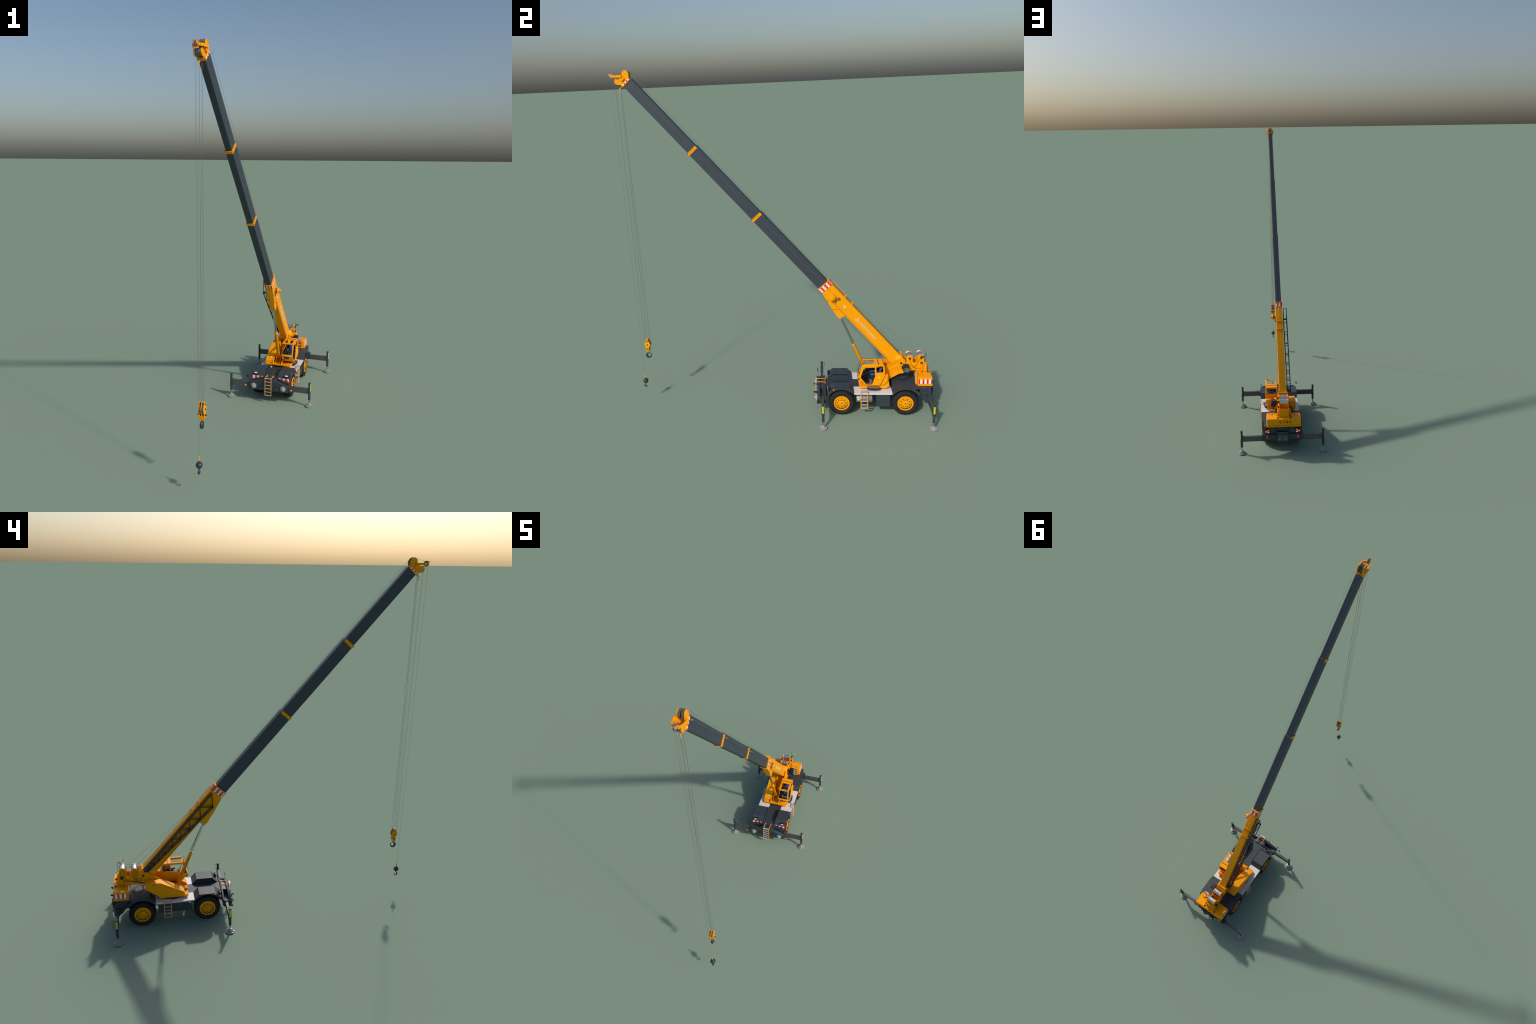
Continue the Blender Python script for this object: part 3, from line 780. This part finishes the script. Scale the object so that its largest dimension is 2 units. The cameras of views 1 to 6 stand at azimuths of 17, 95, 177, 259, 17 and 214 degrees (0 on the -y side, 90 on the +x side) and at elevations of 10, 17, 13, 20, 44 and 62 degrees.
# rolled rims of the cheeks
for x in (.0046,-.0316):
    for c_,a0,a1 in ((top_c,120,-60),(bot_c,60,-120)):
        g.tube([(x,c_[0]+(rr-.0015)*math.cos(math.radians(a0+(a1-a0)*k/14)),c_[1]+(rr-.0015)*math.sin(math.radians(a0+(a1-a0)*k/14))) for k in range(15)],.0014,ORANGE)
g.box(CX-.0130,CX+.0130,1.9760,1.9860,.6700,.7050,ORANGE)
g.box(CX-.0020,CX+.0020,1.9760,2.0000,.7000,.7220,ORANGE)
# side boxes that carry the nose arm
for sx in (1,-1):
    g.poly([(CX+sx*.0170,a,b) for a,b in ((1.9856,.6785),(1.9856,.6985),(2.0095,.7020),(2.0040,.6760))],(sx*.0085,0,0),ORANGE)
head = g.build('boom_head', boom, .0005)
g = G(B)
for sx in (1,-1):
    x = CX+sx*.0190
    g.stripes((x,1.9665,.6620),(0,0,.0520),(0,.0072,0),(sx,0,0),6,.0010,[(.4,RED),(1,SIGNW),(1,RED),(1,SIGNW),(1,RED),(1,SIGNW),(.3,RED)])
g.build('warning_board', head)
g = G(B)
for c_ in (top_c,bot_c):
    g.cyl((CX-.0190,c_[0],c_[1]),(CX+.0190,c_[0],c_[1]),.0032,STEEL,14)
g.build('head_pin', head)
def sheave(g, c, ax, R, w):
    c = Vector(c)-Vector(ax)*w/2
    g.lathe(c, ax, [(0,R),(w*.15,R),(w*.38,R*.86),(w*.62,R*.86),(w*.85,R),(w,R)], SHEAVE, 32)
g = G(B)
for x in (-.0070,-.0200): sheave(g,(x,top_c[0],top_c[1]),(1,0,0),.0200,.0055)
for x in (-.0035,-.0085,-.0135,-.0185,-.0235): sheave(g,(x,bot_c[0],bot_c[1]),(1,0,0),.0166,.0048)
g.build('head_sheave', head)
# nose arm: looped band that narrows to two cheeks
g = G()
def band(path, z0, z1, th):
    for (a,b),(c,d) in zip(path, path[1:]):
        p = Vector((a,b,0)); q = Vector((c,d,0)); n = (q-p).normalized().cross(Vector((0,0,1)))*th
        g.poly([(a,b,z0),(c,d,z0),(c-n.x,d-n.y,z0),(a-n.x,b-n.y,z0)],(0,0,z1-z0),ORANGE)
for sx in (1,-1):
    P = [(CX+sx*a,b) for a,b in ((.0250,-.797),(.0230,-.824),(.0195,-.8350),(.0130,-.8450),(.0068,-.8500))]
    if sx < 0: P = P[::-1]
    band(P,1.9605,1.9725,.0060)
g.box(CX-.0145,CX+.0145,-.8475,-.8430,1.9605,1.9715,ORANGE)
for sx in (1,-1):
    nose = [(-.846,1.9615),(-.850,1.9610),(-.858,1.9625),(-.866,1.9690),(-.8755,1.9812),(-.872,1.9815),(-.862,1.9765),(-.846,1.9735)]
    g.prx(nose,*sorted((CX+sx*.0042,CX+sx*.0070)),ORANGE)
arm = g.build('nose_arm', head, .0004)
g = G(); sheave(g,(CX,-.8570,1.9690),(1,0,0),.0145,.0070); g.cyl((CX-.0085,-.857,1.969),(CX+.0085,-.857,1.969),.0028,STEEL,12); g.build('nose_sheave', arm)
# hoist limit bracket below the head, cable outrigger on its flank
g = G()
g.bar((CX-.001,-.797,1.9215),(CX-.001,-.8235,1.9035),.006,.0032,ORANGE,(1,0,0))
g.bar((CX-.001,-.8235,1.9045),(CX-.001,-.8195,1.8825),.004,.0022,ORANGE,(1,0,0))
g.prx([(-.800,1.918),(-.812,1.917),(-.808,1.929),(-.800,1.930)],-.006,.001,ORANGE)
g.build('hoist_limit_bracket', head, .0003)
g = G(); g.tube([(.0050,-.776,1.946),(.0225,-.771,1.946)],.0009,ORANGE); g.lathe((.0205,-.771,1.946),(1,0,0),[(0,.0022),(.004,.0022)],STEEL,10)
g.build('cable_guide', head)

# ---- stowed lattice jib on the boom flank
g = G(B)
JX = (-.0445,-.0660); w = .0040
tops = [.379,.279,.188,.109,.038,-.026,-.082,-.130,-.165,-.190]
bott = [.3245,.2255,.143,.068,.001,-.053,-.105,-.147,-.178]
tz = .7290
bz = lambda s: .6722+(.3245-s)*.0745
for x in JX:
    g.bar((x,.381,tz),(x,-.202,tz),w,w*1.3,NAVY); g.bar((x,.3260,bz(.3260)),(x,-.190,bz(-.190)),w,w*1.3,NAVY)
    for i,b in enumerate(bott):
        g.bar((x,b,bz(b)),(x,tops[i],tz),w*.85,w*.85,NAVY); g.bar((x,b,bz(b)),(x,tops[i+1],tz),w*.85,w*.85,NAVY)
for t_ in tops: g.bar((JX[0],t_,tz),(JX[1],t_,tz),w*.8,w*.8,NAVY,(0,1,0))
for i,b in enumerate(bott):
    g.bar((JX[0],b,bz(b)),(JX[1],b,bz(b)),w*.8,w*.8,NAVY,(0,1,0))
    if 0 < i < 8: g.bar((JX[0],b-.018,tz),(JX[1],b-.018,tz),w*.7,w*.7,NAVY,(0,1,0))
g.box(JX[1]-.002,JX[0]+.002,.319,.327,.6690,.6755,NAVY)
g.box(JX[1]-.0015,JX[0]+.0015,-.203,-.190,.7090,.7305,NAVY)
for x in JX: g.lathe((x-.002,-.205,.7280),(1,0,0),[(0,.0075),(.004,.0075)],NAVY,14)
g.build('lattice_jib', boom)
# ---- luffing cylinder
base = Vector((CX,.4985,.2030)); pin = Vector((CX,.3415,.5720)); d = (pin-base)
sl = base+d*.524
g = G()
L = (sl-base).length
g.lathe(base, d, [(0,.0085),(.004,.0097),(L-.012,.0097),(L-.009,.0114),(L-.0005,.0114),(L,.0085)], ORANGE, 28)
g.cyl(base-Vector((.014,0,0)),base+Vector((.014,0,0)),.0075,ORANGE,18)
for x in (CX-.0165,CX+.0125): g.prx([(.448,.166),(.470,.176),(.494,.213),(.503,.213),(.520,.195),(.535,.166)],x,x+.004,ORANGE)
q = Vector((-.0115,0,0))
lc = g.build('luffing_cylinder', turret, .0)
g = G(); g.lathe(sl, d, [(-.01,.0066),((pin-sl).length-.004,.0066)], CHROME, 24); g.cyl(pin-Vector((.009,0,0)),pin+Vector((.009,0,0)),.0070,ORANGE,16); g.build('cylinder_rod', lc)
g = G(); a = base+d*.06; b_ = base+d*.43
g.tube([a+q*1.15+Vector((0,.004,-.006)),a+q,b_+q,b_+q*.8],.0011,BLACK)
g.tube([sl+Vector((0,.0085,.005)),pin+Vector((0,.0085,-.006))],.0011,mat('copper_pipe',(.20,.09,.03),.4,metal=.3))
g.tube([(CX-.008,.507,.214),(CX-.006,.535,.222),(CX-.004,.552,.205)],.0016,BLACK,6,2); g.tube([(CX-.003,.507,.209),(CX-.001,.53,.213),(CX,.545,.199)],.0016,BLACK,6,2)
g.sphere(b_+q,.0022,BLACK,8)
g.build('cylinder_hose', lc)

# ================================================================== HOOK BLOCK
HX, HY = CX, -.8285
g = G()
chk = lambda o: [(HY-.005+o,.441),(HY+.004+o,.441),(HY+.0065+o,.432),(HY+.0105+o,.424),(HY+.0170+o,.410),(HY+.0165+o,.402),(HY+.0080+o,.386),(HY+.0085+o,.368),(HY-.0085+o,.368),(HY-.0085+o,.384),(HY-.0165+o,.402),(HY-.0175+o,.409),(HY-.0105+o,.425),(HY-.0070+o,.432)]
for x0,x1 in ((HX+.0105,HX+.0140),(HX-.0017,HX+.0017),(HX-.0140,HX-.0105)): g.prx(chk(0),x0,x1,ORANGE)
g.loft([[(HX-.0165,HY-.0085,.3720),(HX+.0165,HY-.0085,.3720),(HX+.0165,HY+.0085,.3720),(HX-.0165,HY+.0085,.3720)],
        [(HX-.0165,HY-.0085,.3640),(HX+.0165,HY-.0085,.3640),(HX+.0165,HY+.0085,.3640),(HX-.0165,HY+.0085,.3640)],
        [(HX-.0080,HY-.0055,.3500),(HX+.0080,HY-.0055,.3500),(HX+.0080,HY+.0055,.3500),(HX-.0080,HY+.0055,.3500)]],ORANGE)
hb = g.build('hook_block', ROOT, .0006)
g = G()
for x in (-.0061,.0061): sheave(g,(HX+x,HY,.4060),(1,0,0),.0180,.0060)
g.build('block_sheave', hb)
g = G()
for z,l in ((.429,.0165),(.4055,.0165),(.3775,.0205)): g.cyl((HX-l,HY,z),(HX+l,HY,z),.0036,NAVY,10)
g.cyl((HX-.010,HY+.002,.4365),(HX+.010,HY+.002,.4365),.0035,STEEL,12)
g.build('block_pin', hb)
def hook(g, c, R, r0, shank):
    """open hook bent in the y-z plane, opening towards +y; c is the bowl centre"""
    cx,cy,cz = c; pts = []
    pts += [((cx,cy,cz+R+shank),r0*.85),((cx,cy,cz+R+shank*.25),r0*.85)]
    for a in range(100,381,14):
        t = (a-100)/280
        rr_ = r0*(1.0+.45*math.sin(pi*min(1,t*1.15)))*(1-.62*max(0,(t-.72)/.28))
        pts.append(((cx,cy+R*math.cos(math.radians(a)),cz+R*math.sin(math.radians(a))),rr_))
    pts.append(((cx,cy+R*1.28,cz+R*.72),r0*.28))
    rings = []
    for i,(p,r) in enumerate(pts):
        d = (Vector(pts[min(i+1,len(pts)-1)][0])-Vector(pts[max(i-1,0)][0])).normalized()
        u = Vector((1,0,0)); v = d.cross(u)
        rings.append([Vector(p)+(u*math.cos(2*pi*k/12)*1.15+v*math.sin(2*pi*k/12))*r for k in range(12)])
    g.loft(rings,NAVY2)
NAVY2 = mat('forged_hook', (.035,.042,.055), .38, var=.1, metal=.2)
g = G(); hook(g,(HX,HY,.3305),.0143,.0042,.012)
g.bar((HX,HY+.001,.345),(HX,HY+.017,.3385),.003,.0014,NAVY2,(1,0,0)); g.build('hook', hb)
# ---- overhaul ball
BX, BY = CX, -.8687
g = G(); g.sphere((BX,BY,.1535),.0158,NAVY2,32); g.lathe((BX,BY,.1680),(0,0,1),[(0,.0045),(.004,.0030),(.010,.0026)],NAVY2,14)
ball = g.build('overhaul_ball', ROOT)
g = G(); hook(g,(BX,BY,.1215),.0092,.0025,.009); g.build('hook', ball)
g = G(); g.box(BX-.0026,BX+.0026,BY-.0026,BY+.0026,.1755,.1955,ORANGE); g.build('rope_socket', ball, .0006)

# ================================================================== ROPES
g = G(); RR = .00042
for x,(cy,cz) in ((-.0030,D1),(-.0240,D2)):
    g.tube([(x,cy-.013,cz+.0105),B((x,.2235,.7445)),B((x,.2825,.7440)),B((x,.95,.7390)),B((x,1.50,.7360)),B((x-.0015,1.992,.7375))],RR,ROPE,6)
for x in (-.0070,-.0200):
    g.tube([(x,-.7825+.0192*math.cos(math.radians(a)),1.9805+.0192*math.sin(math.radians(a))) for a in range(40,191,15)],RR,ROPE,6)
# main fall: four parts between head sheaves and block, dead end and hoist limit weight line
HR, BR = (CX,-.830,1.945), (CX,-.830,.4065)
for a,b in (((-.0050,-.0130),(-.0068,-.0143)),((.0067,-.0130),(.0066,-.0147)),((-.0056,.0160),(-.0060,.0163)),((.0060,.0172),(.0062,.0180))):
    g.tube([(HR[0]+a[0],HR[1]+a[1],HR[2]),(BR[0]+b[0],BR[1]+b[1],BR[2])],RR,ROPE,6)
g.tube([(CX+.0093,-.8152,1.925),(CX+.0050,-.8275,.440)],RR,ROPE,6)
hd = B((0,*bot_c))
g.tube([(-.0070,-.7825-.0190,1.9835),(-.006,hd.y-.002,hd.z+.0155)],RR,ROPE,6)
# whip line over the nose sheave to the ball
g.tube([(-.0200,-.7825-.012,1.9955),(-.0160,-.835,1.9835),(CX,-.857,1.9800)]+[(CX,-.857+.0115*math.cos(math.radians(a)),1.969+.0115*math.sin(math.radians(a))) for a in range(110,181,14)]+[(CX,BY,.1950)],RR,ROPE,6)
g.tube([(CX-.0015,-.8193,1.884),(CX-.0035,-.8320,.440)],RR*.9,ROPE,6)
# sensor cable from the reel along the flank
g.tube([B((.0195,.339,.7060)),B((.0212,.971,.7060)),B((.0212,1.476,.7060)),(.0222,-.771,1.946)],.00045,SHEAVE,6)
o = g.build('wire_rope', ROOT); o['kind'] = 'stuff'
